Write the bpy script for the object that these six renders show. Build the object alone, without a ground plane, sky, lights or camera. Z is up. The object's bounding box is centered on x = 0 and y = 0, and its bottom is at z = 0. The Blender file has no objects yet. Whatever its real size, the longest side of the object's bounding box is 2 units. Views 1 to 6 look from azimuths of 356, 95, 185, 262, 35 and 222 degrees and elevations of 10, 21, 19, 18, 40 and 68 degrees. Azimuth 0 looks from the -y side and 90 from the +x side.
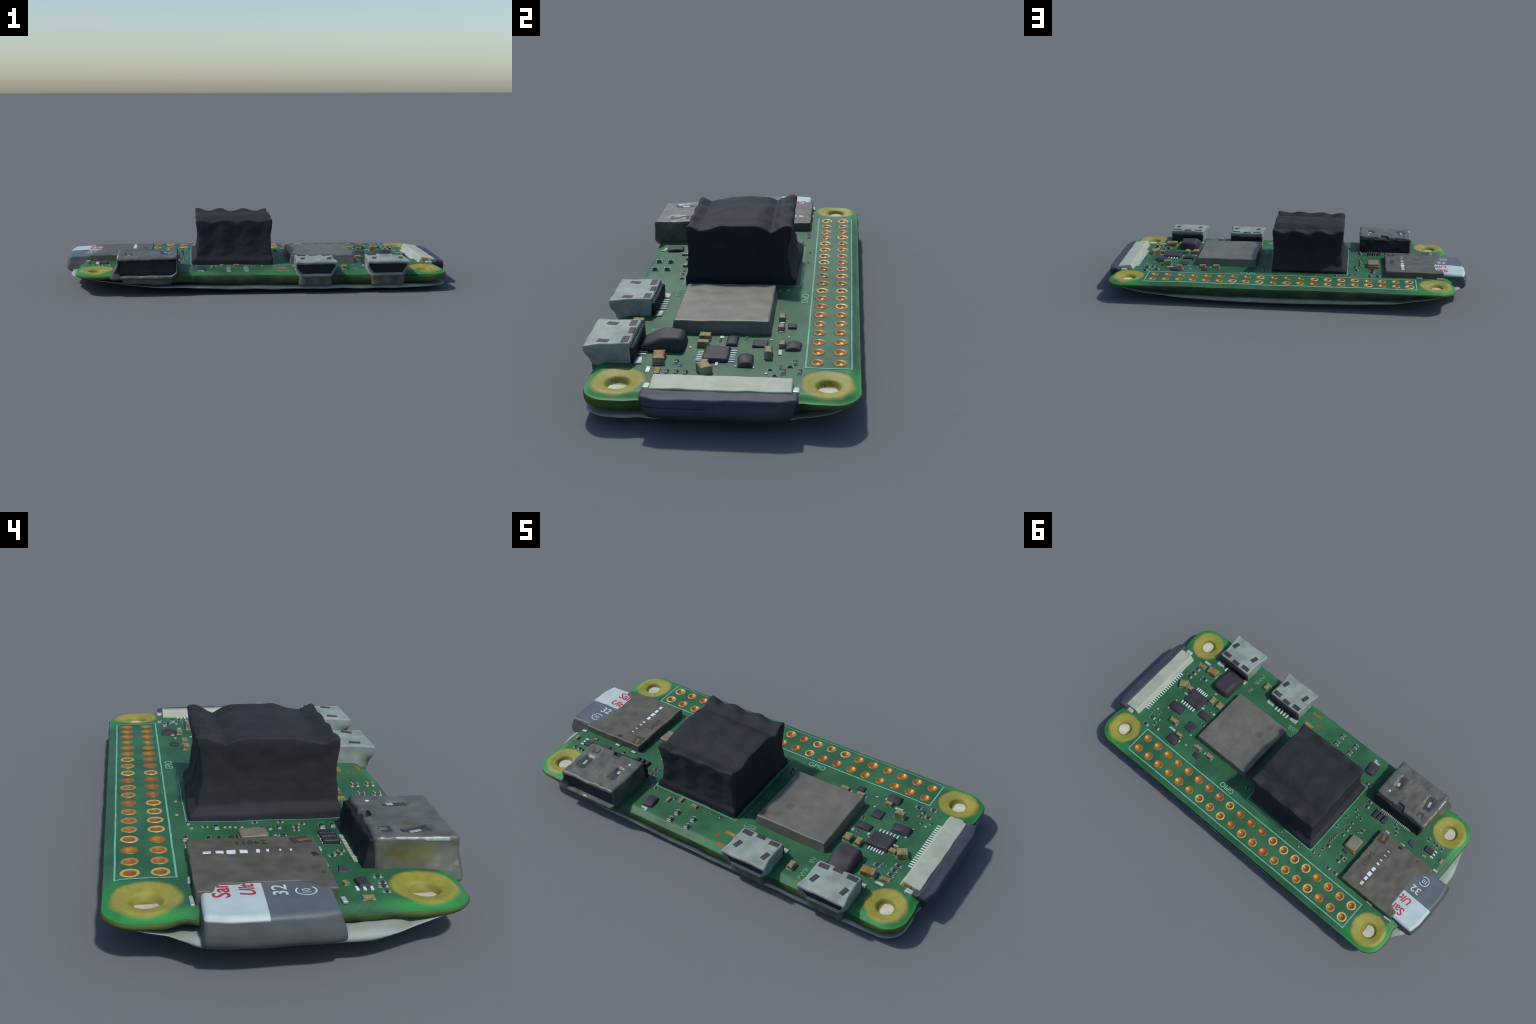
# A small single-board computer (scanned look): green board with a finned black heatsink,
# metal ports, a memory card, a ribbon connector and many surface-mounted parts.
# All sizes below are in real millimetres; S turns them into scene metres.
import bpy, bmesh, math, random
import numpy as np
from mathutils import Vector, noise
from mathutils.bvhtree import BVHTree

random.seed(7)
S = 0.0289                       # metres per millimetre
CENTRE = (0.0215, 0.0133)        # board centre in the scene
TURN = math.radians(0.37)
HX, HY, RC = 32.5, 15.0, 3.0     # half length, half width, corner radius of the board

# ------------------------------------------------------------------ helpers
def lin(r, g, b, k=1.0):
    f = lambda c: (c / 255 / 12.92) if c / 255 <= 0.04045 else ((c / 255 + 0.055) / 1.055) ** 2.4
    return (f(r) * k, f(g) * k, f(b) * k, 1.0)

def sm(a, b, x):
    t = np.clip((np.asarray(x, float) - a) / (b - a), 0, 1)
    return t * t * (3 - 2 * t)

def nz(x, y, z=0.0):
    return noise.noise(Vector((x, y, z)))

def nzv(V, f, seed=0.0):
    return np.array([noise.noise(Vector((p[0] * f, p[1] * f, p[2] * f + seed))) for p in V])

root = bpy.data.objects.new("single_board_computer", None)
bpy.context.scene.collection.objects.link(root)
root.location = (CENTRE[0], CENTRE[1], 0)
root.rotation_euler = (0, 0, TURN)
root["label"] = "small green circuit board with black heatsink and metal ports"
root["category"] = "circuit board"

def link(o, parent=None):
    bpy.context.scene.collection.objects.link(o)
    o.parent = parent or root
    return o

def mesh_obj(name, V, F, mats, parent=None, smooth=True, midx=None, scale=True):
    me = bpy.data.meshes.new(name)
    V = np.asarray(V, float) * (S if scale else 1)
    me.from_pydata([tuple(v) for v in V], [], [tuple(f) for f in F])
    for m in (mats if isinstance(mats, (list, tuple)) else [mats]):
        me.materials.append(m)
    if midx is not None:
        me.polygons.foreach_set("material_index", np.asarray(midx, dtype=np.int32))
    if smooth:
        me.polygons.foreach_set("use_smooth", np.ones(len(me.polygons), dtype=bool))
    me.update()
    return link(bpy.data.objects.new(name, me), parent)

# ------------------------------------------------------------------ board surface
HOLES = [(sx * 29.0, sy * 11.5) for sx in (-1, 1) for sy in (-1, 1)]
PIN_X = [24.13 - 2.54 * i for i in range(20)]
PIN_Y = (10.15, 12.72)

def sdf(x, y, hx=HX, hy=HY, r=RC):
    qx, qy = np.abs(x) - (hx - r), np.abs(y) - (hy - r)
    return np.hypot(np.maximum(qx, 0), np.maximum(qy, 0)) + np.minimum(np.maximum(qx, qy), 0) - r

def ztop(x, y, pits=True):
    """height of the board's upper face: slightly tilted, rolled-off edge, dished holes"""
    x, y = np.asarray(x, float), np.asarray(y, float)
    z = 4.03 - 0.0075 * x + 0.015 * y
    d = -sdf(x, y)
    z = z - (0.56 + 0.003 * y) * (1 - sm(0, 1.5, d)) ** 1.5
    z = z + 0.03 * np.sin(x * 0.55 + y * 0.3) + 0.03 * np.sin(y * 0.8 - x * 0.21)
    if pits:
        for hx, hy in HOLES:
            r = np.hypot(x - hx, y - hy)
            z = z - 0.62 * (1 - sm(1.05, 1.45, r)) - 0.28 * (1 - sm(1.2, 3.0, r))
        near = (y > 8.8) & (y < 14.2)
        for px in PIN_X:
            for py in PIN_Y:
                r = np.hypot(x - px, y - py)
                z = z - np.where(near, 0.30 * (1 - sm(0.2, 0.85, r)), 0)
    return z

def zt(x, y):
    return float(ztop(x, y, False))

def warp(x, y):
    """the short ends are drawn in a little between the corner lobes and the parts that stick out"""
    right = 0.25 * np.exp(-((np.abs(y) - 8.7) / 1.0) ** 2) * sm(26, 32.5, x)
    left = (0.45 * np.exp(-((y - 8.6) / 0.9) ** 2)) * sm(-26, -32.5, x)
    return x - right + left

def grid_in_outline(step):
    xs = np.arange(-HX - step, HX + step * 1.5, step)
    ys = np.arange(-HY - step, HY + step * 1.5, step)
    X, Y = np.meshgrid(xs, ys, indexing="ij")
    n, m = X.shape
    keep = sdf((X[:-1, :-1] + X[1:, 1:]) / 2, (Y[:-1, :-1] + Y[1:, 1:]) / 2) < 0
    idx = np.arange(n * m).reshape(n, m)
    Q = np.stack([idx[:-1, :-1], idx[1:, :-1], idx[1:, 1:], idx[:-1, 1:]], -1)[keep]
    used = np.unique(Q)
    re = -np.ones(n * m, int)
    re[used] = np.arange(len(used))
    Q = re[Q]
    P = np.stack([X.ravel()[used], Y.ravel()[used]], 1)
    cnt = np.bincount(Q.ravel(), minlength=len(P))
    rim = cnt < 4
    e = 1e-3
    for _ in range(3):                       # pull the staircase rim onto the outline
        d = sdf(P[:, 0], P[:, 1])
        gx = (sdf(P[:, 0] + e, P[:, 1]) - sdf(P[:, 0] - e, P[:, 1])) / (2 * e)
        gy = (sdf(P[:, 0], P[:, 1] + e) - sdf(P[:, 0], P[:, 1] - e)) / (2 * e)
        P[rim, 0] -= (d * gx)[rim]
        P[rim, 1] -= (d * gy)[rim]
    return P, Q

def outline(n_straight=0.35):
    """points and outward normals round the rounded rectangle"""
    pts = []
    segs = [((HX - RC), (HY - RC), 0), (-(HX - RC), (HY - RC), 90), (-(HX - RC), -(HY - RC), 180), ((HX - RC), -(HY - RC), 270)]
    for k, (cx, cy, a0) in enumerate(segs):
        for a in np.linspace(a0, a0 + 90, 15):
            c, s = math.cos(math.radians(a)), math.sin(math.radians(a))
            pts.append((cx + RC * c, cy + RC * s, c, s))
        nx = segs[(k + 1) % 4]
        a = math.radians(a0 + 90)
        p0 = np.array([cx + RC * math.cos(a), cy + RC * math.sin(a)])
        p1 = np.array([nx[0] + RC * math.cos(a), nx[1] + RC * math.sin(a)])
        m = int(np.linalg.norm(p1 - p0) / n_straight)
        for t in np.linspace(0, 1, m + 1)[1:-1]:
            q = p0 + (p1 - p0) * t
            pts.append((q[0], q[1], math.cos(a), math.sin(a)))
    return np.array(pts)

# ------------------------------------------------------------------ rounded, deformable box
def axis_pts(a, b, r, cell):
    mid = max(1, int(round((b - a - 2 * r) / cell)))
    k = [0, 0.25, 0.55, 0.85] if r > 0 else [0]
    return np.concatenate([a + r * np.array(k), np.linspace(a + r, b - r, mid + 1), b - r * np.array(k)[::-1]])

def rbox(x0, x1, y0, y1, z0, z1, r=0.2, cell=0.4, deform=None):
    r = min(r, (x1 - x0) * .45, (y1 - y0) * .45, (z1 - z0) * .45)
    A = [axis_pts(x0, x1, r, cell), axis_pts(y0, y1, r, cell), axis_pts(z0, z1, r, cell)]
    n = [len(a) for a in A]
    V, F, ids = [], [], {}
    def vid(i, j, k):
        key = (i, j, k)
        if key not in ids:
            ids[key] = len(V)
            V.append((A[0][i], A[1][j], A[2][k]))
        return ids[key]
    for ax in range(3):
        u, v = (ax + 1) % 3, (ax + 2) % 3
        for side in (0, n[ax] - 1):
            for i in range(n[u] - 1):
                for j in range(n[v] - 1):
                    q = []
                    for du, dv in ((0, 0), (1, 0), (1, 1), (0, 1)):
                        c = [0, 0, 0]
                        c[ax], c[u], c[v] = side, i + du, j + dv
                        q.append(vid(*c))
                    F.append(q if side else q[::-1])
    V = np.array(V)
    lo, hi = np.array([x0, y0, z0]) + r, np.array([x1, y1, z1]) - r
    inner = np.clip(V, lo, hi)
    d = V - inner
    L = np.linalg.norm(d, axis=1)
    m = L > 1e-9
    V[m] = inner[m] + d[m] / L[m, None] * r
    if deform is not None:
        V = deform(V)
    return V, F

def join(*parts):
    V, F, M, off = [], [], [], 0
    for k, (v, f, *mi) in enumerate(parts):
        V.append(v)
        F += [[i + off for i in q] for q in f]
        M += [mi[0] if mi else 0] * len(f)
        off += len(v)
    return np.concatenate(V), F, M

def probe(V, F):
    """height of a finished surface under (x, y), for things printed on or let into it"""
    tree = BVHTree.FromPolygons([tuple(v) for v in V], [tuple(f) for f in F])
    def one(x, y):
        hit = tree.ray_cast(Vector((x, y, 30)), Vector((0, 0, -1)))[0]
        return hit.z if hit else tree.find_nearest(Vector((x, y, 5)))[0].z
    def f(x, y):
        if np.ndim(x) == 0:
            return one(float(x), float(y))
        return np.array([one(float(a), float(b)) for a, b in zip(x, y)])
    return f

def lumpy(amount, freq, seed=0.0):
    def f(V):
        V = V.copy()
        V[:, 0] += amount * nzv(V, freq, seed)
        V[:, 1] += amount * nzv(V, freq, seed + 31)
        V[:, 2] += amount * nzv(V, freq, seed + 77)
        return V
    return f

# ------------------------------------------------------------------ materials
class Nodes:
    def __init__(self, name):
        self.m = bpy.data.materials.new(name)
        self.m.use_nodes = True
        self.t = self.m.node_tree
        self.b = self.t.nodes["Principled BSDF"]
        tc = self.t.nodes.new("ShaderNodeTexCoord")
        mp = self.t.nodes.new("ShaderNodeMapping")
        mp.inputs["Scale"].default_value = (1 / S,) * 3      # back to millimetres
        self.t.links.new(tc.outputs["Object"], mp.inputs[0])
        self.p = mp.outputs[0]
        self.sep = None
    def set(self, sock, v):
        if hasattr(v, "links") or isinstance(v, bpy.types.NodeSocket):
            self.t.links.new(v, sock)
        else:
            sock.default_value = v
    def xyz(self):
        if self.sep is None:
            n = self.t.nodes.new("ShaderNodeSeparateXYZ")
            self.t.links.new(self.p, n.inputs[0])
            self.sep = n.outputs
        return self.sep
    def math(self, op, a, b=0.0, clamp=False):
        n = self.t.nodes.new("ShaderNodeMath")
        n.operation = op
        n.use_clamp = clamp
        self.set(n.inputs[0], a)
        self.set(n.inputs[1], b)
        return n.outputs[0]
    def smooth(self, a, b, v):
        n = self.t.nodes.new("ShaderNodeMapRange")
        n.interpolation_type = "SMOOTHSTEP"
        self.set(n.inputs[0], v)
        if a > b:
            n.inputs[1].default_value, n.inputs[2].default_value, n.inputs[3].default_value, n.inputs[4].default_value = b, a, 1, 0
        else:
            n.inputs[1].default_value, n.inputs[2].default_value = a, b
        return n.outputs[0]
    def noise(self, scale, detail=3, rough=0.55, stretch=None):
        n = self.t.nodes.new("ShaderNodeTexNoise")
        src = self.p
        if stretch:
            mp = self.t.nodes.new("ShaderNodeMapping")
            mp.inputs["Scale"].default_value = stretch
            self.t.links.new(src, mp.inputs[0])
            src = mp.outputs[0]
        self.t.links.new(src, n.inputs["Vector"])
        n.inputs["Scale"].default_value = scale
        n.inputs["Detail"].default_value = detail
        n.inputs["Roughness"].default_value = rough
        return n.outputs[0]
    def mix(self, fac, a, b):
        n = self.t.nodes.new("ShaderNodeMix")
        n.data_type = "RGBA"
        self.set(n.inputs[0], fac)
        self.set(n.inputs[6], a)
        self.set(n.inputs[7], b)
        return n.outputs[2]
    def dist2(self, cx, cy):
        X = self.xyz()
        dx = self.math("SUBTRACT", X[0], cx)
        dy = self.math("SUBTRACT", X[1], cy)
        return self.math("SQRT", self.math("ADD", self.math("MULTIPLY", dx, dx), self.math("MULTIPLY", dy, dy)))
    def band(self, axis, a, b, soft=0.05):
        v = self.xyz()[axis]
        return self.math("MULTIPLY", self.smooth(a - soft, a + soft, v), self.smooth(b + soft, b - soft, v))
    def done(self, col, rough=0.6, metal=0.0, spec=0.3, bump=None, strength=0.15, dist=0.1):
        self.set(self.b.inputs["Base Color"], col)
        self.b.inputs["Roughness"].default_value = rough
        self.b.inputs["Metallic"].default_value = metal
        self.b.inputs["Specular IOR Level"].default_value = spec
        if bump is not None:
            n = self.t.nodes.new("ShaderNodeBump")
            n.inputs["Strength"].default_value = strength
            n.inputs["Distance"].default_value = dist * S
            self.t.links.new(bump, n.inputs["Height"])
            self.t.links.new(n.outputs[0], self.b.inputs["Normal"])
        return self.m

def plain(name, c, var=0.25, scale=0.7, rough=0.6, metal=0.0, spec=0.25, stretch=None, tint=None, bump=0.1):
    """one colour with soft blotches lighter and darker than it, and a fine grain"""
    N = Nodes(name)
    a = lin(*c)
    dk = tuple(v * (1 - var) for v in a[:3]) + (1,)
    lt = tuple(min(1, v * (1 + var)) for v in (lin(*tint) if tint else a)[:3]) + (1,)
    n1 = N.noise(scale, 4, stretch=stretch)
    col = N.mix(N.smooth(0.3, 0.7, n1), dk, lt)
    fine = N.noise(scale * 9, 2)
    col = N.mix(N.math("MULTIPLY", N.smooth(0.5, 0.8, fine), 0.25), col, lt)
    return N.done(col, rough, metal, spec, fine, bump)

def board_material():
    N = Nodes("solder_mask_green")
    X = N.xyz()
    n1, n2 = N.noise(0.22, 4), N.noise(1.6, 4, 0.65)
    col = N.mix(N.smooth(0.3, 0.72, n1), lin(34, 80, 53), lin(48, 100, 66))
    col = N.mix(N.math("MULTIPLY", N.smooth(0.55, 0.75, n2), 0.45), col, lin(28, 66, 50))
    # faint copper tracks under the mask, in patches
    w = N.t.nodes.new("ShaderNodeTexWave")
    w.bands_direction = "DIAGONAL"
    w.inputs["Scale"].default_value = 0.75
    w.inputs["Distortion"].default_value = 6.0
    w.inputs["Detail"].default_value = 1.0
    w.inputs["Detail Scale"].default_value = 0.25
    N.t.links.new(N.p, w.inputs["Vector"])
    tr = N.math("MULTIPLY", N.smooth(0.8, 0.95, w.outputs[1]), N.smooth(0.5, 0.7, N.noise(0.16, 1)))
    col = N.mix(N.math("MULTIPLY", tr, 0.10), col, lin(70, 120, 84))
    # dark specks (vias)
    v = N.t.nodes.new("ShaderNodeTexVoronoi")
    v.inputs["Scale"].default_value = 0.9
    N.t.links.new(N.p, v.inputs["Vector"])
    col = N.mix(N.math("MULTIPLY", N.smooth(0.16, 0.05, v.outputs[0]), 0.4), col, lin(22, 52, 40))
    # annular rings of bare laminate round the four mounting holes, green lightened outside them for light glowing through
    r = None
    for hx, hy in HOLES:
        d = N.dist2(hx, hy)
        r = d if r is None else N.math("MINIMUM", r, d)
    ax = N.math("DIVIDE", N.math("SUBTRACT", N.math("ABSOLUTE", X[0]), 29.0), 3.5)
    ay = N.math("DIVIDE", N.math("SUBTRACT", N.math("ABSOLUTE", X[1]), 11.5), 3.5)
    rimward = N.smooth(0.35, 0.85, N.math("MAXIMUM", ax, ay))
    near = N.smooth(6.0, 3.4, r)
    wob = N.math("ADD", r, N.math("MULTIPLY", N.math("SUBTRACT", N.noise(0.5, 2), 0.5), 0.5))
    col = N.mix(N.math("MULTIPLY", N.math("MULTIPLY", rimward, near), 0.9), col, lin(40, 128, 62))
    # brighter green along the front edge in places
    fr = N.math("MULTIPLY", N.smooth(-13.2, -14.8, X[1]), N.smooth(0.42, 0.6, N.noise(0.14, 1)))
    col = N.mix(N.math("MULTIPLY", fr, 0.5), col, lin(42, 112, 54))
    yel = N.mix(N.smooth(0.35, 0.7, N.noise(0.9, 3)), lin(130, 128, 50), lin(142, 138, 60))
    yel = N.mix(N.math('MULTIPLY', N.smooth(1.45, 1.2, r), 0.4), yel, lin(92, 82, 40))
    col = N.mix(N.smooth(3.2, 2.6, wob), col, yel)
    return N.done(col, 0.55, 0, 0.3, N.noise(3.0, 3), 0.12)

def edge_material():
    N = Nodes("laminate_edge")
    X = N.xyz()
    n = N.noise(0.35, 4)
    col = N.mix(N.smooth(0.35, 0.65, n), lin(32, 54, 34), lin(56, 72, 38))
    corner = N.math("MULTIPLY", N.smooth(26, 30, N.math("ABSOLUTE", X[0])), N.smooth(8, 11, N.math("ABSOLUTE", X[1])))
    col = N.mix(N.math("MULTIPLY", corner, 0.8), col, lin(74, 92, 38))
    return N.done(col, 0.65, 0, 0.2, N.noise(2.5, 3, stretch=(1, 1, 4)), 0.2)

def card_material():
    N = Nodes("memory_card_print")
    X = N.xyz()
    n = N.noise(0.8, 3)
    dark = N.mix(n, lin(72, 82, 88), lin(88, 98, 104))
    light = N.mix(n, lin(154, 170, 172), lin(176, 190, 190))
    top = N.smooth(4.72, 4.9, X[2])
    pale = N.math("MULTIPLY", top, N.smooth(2.27, 2.33, N.math("ADD", X[1], N.math("MULTIPLY", N.math("ADD", X[0], 31.0), 0.01))))
    body = N.mix(N.noise(0.4, 3), lin(60, 64, 66), lin(86, 90, 90))
    col = N.mix(top, body, dark)
    col = N.mix(pale, col, light)
    return N.done(col, 0.5, 0, 0.3, N.noise(5, 2), 0.05)

def can_material():
    N = Nodes("brushed_can_metal")
    X = N.xyz()
    n1, n2 = N.noise(0.35, 3), N.noise(3.0, 4, 0.7, stretch=(0.5, 1.4, 1))
    col = N.mix(N.smooth(0.3, 0.7, n1), lin(92, 92, 86), lin(106, 106, 96))
    col = N.mix(N.math("MULTIPLY", N.smooth(0.62, 0.72, n2), 0.4), col, lin(128, 124, 112))
    for cx, cy, rad in ((8.0, -5.6, 0.9), (8.6, -3.2, 1.0), (6.2, -6.6, 0.9)):   # finger smudges
        col = N.mix(N.math("MULTIPLY", N.smooth(rad, rad * 0.3, N.dist2(cx, cy)), 0.45), col, lin(66, 66, 64))
    return N.done(col, 0.5, 0.15, 0.35, n2, 0.08)

def pad_material(name, core, ring):
    N = Nodes(name)
    r = N.dist2(0, 0)
    n = N.noise(2.0, 3)
    c1 = tuple(v * 0.7 for v in lin(*core)[:3]) + (1,)
    col = N.mix(n, c1, tuple(v * 1.25 for v in lin(*core)[:3]) + (1,))
    col = N.mix(N.smooth(0.5, 0.64, N.math("ADD", r, N.math("MULTIPLY", N.math("SUBTRACT", n, 0.5), 0.15))), col, lin(*ring))
    return N.done(col, 0.4, 0.2, 0.4)

def hdmi_material():
    N = Nodes("dull_port_metal")
    X = N.xyz()
    col = N.mix(N.smooth(0.3, 0.7, N.noise(0.5, 4)), lin(74, 76, 70), lin(94, 96, 89))
    flank = N.math("MULTIPLY", N.smooth(-24.95, -25.2, X[0]), N.math("MULTIPLY", N.band(1, -13.6, -9.4, 0.8), N.band(2, 4.6, 6.3, 0.5)))  # olive painted on the left flank: reflection of the yellow hole ring
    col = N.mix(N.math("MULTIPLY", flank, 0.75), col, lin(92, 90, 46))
    return N.done(col, 0.45, 0.1, 0.35, N.noise(3.5, 3), 0.15)

M = dict(
    board=board_material(), edge=edge_material(), card=card_material(), can=can_material(),
    base=plain("pale_underside", (130, 140, 132), 0.18, 0.25),
    sink=plain("anodised_black", (43, 44, 49), 0.10, 0.3, 0.7, spec=0.12, stretch=(1, 1, 0.5)),
    steel=plain("port_steel", (126, 138, 131), 0.2, 0.4, 0.5, 0.0, 0.3),
    steel_dull=plain("flange_steel", (76, 82, 78), 0.3, 0.5, 0.6),
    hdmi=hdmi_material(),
    slot=plain("card_slot_metal", (84, 83, 74), 0.16, 0.6, 0.5, 0.1, 0.3),
    dark=plain("dark_cavity", (34, 36, 44), 0.2, 0.8, 0.7),
    plastic=plain("black_plastic", (30, 32, 38), 0.2, 0.6, 0.6),
    latch=plain("latch_black", (61, 62, 72), 0.15, 0.4, 0.6),
    gap=plain("slot_dark_grey", (54, 55, 60), 0.2, 0.8, 0.6),
    ribbon=plain("ribbon_socket_white", (158, 166, 150), 0.1, 0.5, 0.55),
    chip=plain("chip_black", (52, 50, 56), 0.15, 0.7, 0.6),
    ceramic=plain("capacitor_brown", (112, 101, 62), 0.3, 1.2, 0.55, tint=(132, 120, 80)),
    orange=plain("capacitor_orange", (126, 100, 50), 0.3, 1.2, 0.55),
    resist=plain("resistor_black", (44, 46, 50), 0.2, 1.5, 0.5),
    cap_end=plain("capacitor_end", (122, 122, 102), 0.35, 1.2, 0.5),
    tiny=plain("dull_tin", (140, 152, 146), 0.3, 2.0, 0.5),
    tin=plain("tinned_metal", (158, 168, 162), 0.25, 2.0, 0.35, 0.2, 0.5),
    white=plain("bright_tin", (190, 200, 202), 0.12, 1.5, 0.5),
    crystal=plain("crystal_can", (116, 112, 100), 0.12, 0.8, 0.45, 0.1),
    silk=plain("silkscreen", (104, 168, 146), 0.15, 0.9, 0.7),
    silk_text=plain("silkscreen_text", (120, 172, 152), 0.1, 0.9, 0.7),
    silk_faint=plain("silkscreen_worn", (92, 146, 120), 0.2, 1.5, 0.7),
    red=plain("red_print", (164, 40, 58), 0.1, 2.0, 0.6),
    pale=plain("pale_print", (178, 190, 190), 0.08, 2.0, 0.6),
    etch=plain("etched_mark", (58, 58, 54), 0.15, 2.0, 0.6),
    copper=plain("bare_copper", (118, 84, 44), 0.3, 1.0, 0.6),
    gold=plain("gold_pad", (140, 112, 50), 0.25, 1.0, 0.5),
    plug=plain("hole_floor", (178, 178, 160), 0.12, 1.0, 0.6),
    pad_gold=pad_material("pad_gold", (162, 116, 42), (134, 92, 42)),
    pad_copper=pad_material("pad_copper", (152, 98, 44), (130, 86, 44)),
    pad_ring=pad_material("pad_ring", (132, 88, 40), (190, 160, 92)),
    pad_rim=pad_material("pad_rim", (146, 96, 42), (166, 128, 66)),
)

# ------------------------------------------------------------------ board, its edge and its underside
P, Q = grid_in_outline(0.2)
Zt = ztop(P[:, 0], P[:, 1])
mesh_obj("board_face", np.column_stack([warp(P[:, 0], P[:, 1]), P[:, 1], Zt]), Q, M["board"])

def under(x, y):
    """lower limit of the object round its rim: sags in the middle, lifts towards the corners"""
    cw = (abs(x) / 32.5) ** 3 * (abs(y) / 15) ** 3
    lift = {(-1, 1): 2.2, (1, 1): 2.7, (-1, -1): 1.9, (1, -1): 0.1}[(1 if x > 0 else -1, 1 if y > 0 else -1)]
    return 1.32 - 0.010 * x + 0.002 * y + cw * lift + (0.4 if x > 0 else 0.75) * (x / 32) ** 6 + 0.16 * nz(x * .25, y * .25, 3)

O = outline()
ring_rules = [(-0.02, 0.0), (0.08, -0.2), (0.14, -0.6), (0.10, -1.1), (-0.05, -1.55), (-0.5, -1.75), (-2.0, -1.8)]
V, F = [], []
nO = len(O)
for k, (off, dz) in enumerate(ring_rules):
    for (x, y, nx, ny) in O:
        w = 0.10 * nz(x * 0.45, y * 0.45, k * 0.6) if 0 < k < 5 else 0
        top = zt(x, y)
        thin = min(1.0, max(0.35, (top - under(x, y) - 0.35) / 1.8))
        V.append((float(warp(x, y)) + nx * (off + w), y + ny * (off + w), top + dz * thin + (0.15 * nz(x * .3, y * .3, 9) if k > 2 else 0)))
for k in range(len(ring_rules) - 1):
    for i in range(nO):
        j = (i + 1) % nO
        F.append((k * nO + i, (k + 1) * nO + i, (k + 1) * nO + j, k * nO + j))
mesh_obj("board_edge", V, F, M["edge"])

V, F = [], []
levels = [(1.0, -0.9, 0.9), (1.0, -0.35, 0.8), (1.0, -0.12, 0.45), (1.0, -0.15, 0.12), (0.985, -0.2, 0.0), (0.94, 0, -.12), (0.85, 0, -.25), (0.7, 0, -.4), (0.5, 0, -.5), (0.3, 0, -.55), (0.1, 0, -.58)]
for s, off, up in levels:
    for (x, y, nx, ny) in O:
        cx, cy = max(-17.5, min(17.5, x)), 0
        b = 0
        if x < -31:                                   # pale web beside the memory card
            b = 1.75 * float(sm(-12.5, -5.0, y) * sm(10.3, 7.8, y))
        px, py = float(warp(x, y)) + nx * (off + b), y + ny * off
        e = max(0.05, under(x, y))
        top = max(e + 0.1, zt(x, y) - 1.35 + 1.05 * b / 1.75)
        z = e + (top - e) * up / 0.9 if up >= 0 else e + up * min(1, e)
        if b and up > 0:
            z -= 0.1 * b / 1.75 * up
        V.append((cx + (px - cx) * s, cy + (py - cy) * s, z))
V = np.array(V)
V[:, 2] -= V[:, 2].min()
V[:, 2][V[:, 2] < 0] = 0
nl = len(levels)
for k in range(nl - 1):
    for i in range(nO):
        j = (i + 1) % nO
        F.append((k * nO + i, (k + 1) * nO + i, (k + 1) * nO + j, k * nO + j))
F.append([(nl - 1) * nO + i for i in range(nO)][::-1])
F.append([i for i in range(nO)])
mesh_obj("underside", V, F, M["base"])

# floors of the mounting holes
for hx, hy in HOLES:
    z = float(ztop(hx, hy))
    V, F = rbox(hx - 1.12, hx + 1.12, hy - 1.12, hy + 1.12, z - 0.2, z + 0.06, 0.1, 0.3)
    c = V[:, :2] - (hx, hy)
    a = np.maximum(np.abs(c[:, 0]), np.abs(c[:, 1]))
    L = np.hypot(c[:, 0], c[:, 1])
    k = np.where(L > 1e-6, a / np.maximum(L, 1e-6), 1)
    V[:, :2] = (hx, hy) + c * k[:, None]
    V[:, 2] += 0.10 * (V[:, 0] - hx) * (1 if hx > 0 else -1)
    mesh_obj("hole_floor", V, F, M["plug"])

# ------------------------------------------------------------------ header pads (2 x 20)
def dish(name, mat):
    rings = [(0.0, -0.24), (0.22, -0.22), (0.42, -0.13), (0.56, 0.0), (0.68, 0.06), (0.80, 0.04), (0.86, -0.06)]
    V, F, n = [(0, 0, rings[0][1])], [], 24
    for r, z in rings[1:]:
        for i in range(n):
            a = 2 * math.pi * i / n
            V.append((r * math.cos(a), r * math.sin(a), z))
    for i in range(n):
        F.append((0, 1 + i, 1 + (i + 1) % n))
    for k in range(len(rings) - 2):
        for i in range(n):
            j = (i + 1) % n
            F.append((1 + k * n + i, 1 + (k + 1) * n + i, 1 + (k + 1) * n + j, 1 + k * n + j))
    me = bpy.data.meshes.new(name)
    me.from_pydata([tuple(c * S for c in v) for v in V], [], F)
    me.polygons.foreach_set("use_smooth", np.ones(len(F), dtype=bool))
    me.materials.append(mat)
    return me

dishes = {k: dish("solder_pad_" + k, M["pad_" + k]) for k in ("gold", "copper", "ring", "rim")}
inner = ["gold"] * 6 + ["copper"] * 2 + ["ring"] + ["copper"] * 3 + ["ring"] * 4 + ["gold", "rim", "rim", "ring"]
outer = ["gold"] * 6 + ["ring", "rim", "ring"] + ["copper", "rim", "rim", "copper"] + ["rim"] * 3 + ["ring", "gold", "rim", "ring"]
for row, py in ((inner, PIN_Y[0]), (outer, PIN_Y[1])):
    for kind, px in zip(row, PIN_X):
        o = bpy.data.objects.new("solder_pad", dishes[kind])
        o.location = (px * S, py * S, (zt(px, py) + 0.0) * S)
        o.rotation_euler = (0, 0, random.uniform(0, 6.28))
        k = random.uniform(0.93, 1.05)
        o.scale = (k, k * random.uniform(0.95, 1.05), 1)
        link(o)

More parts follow.
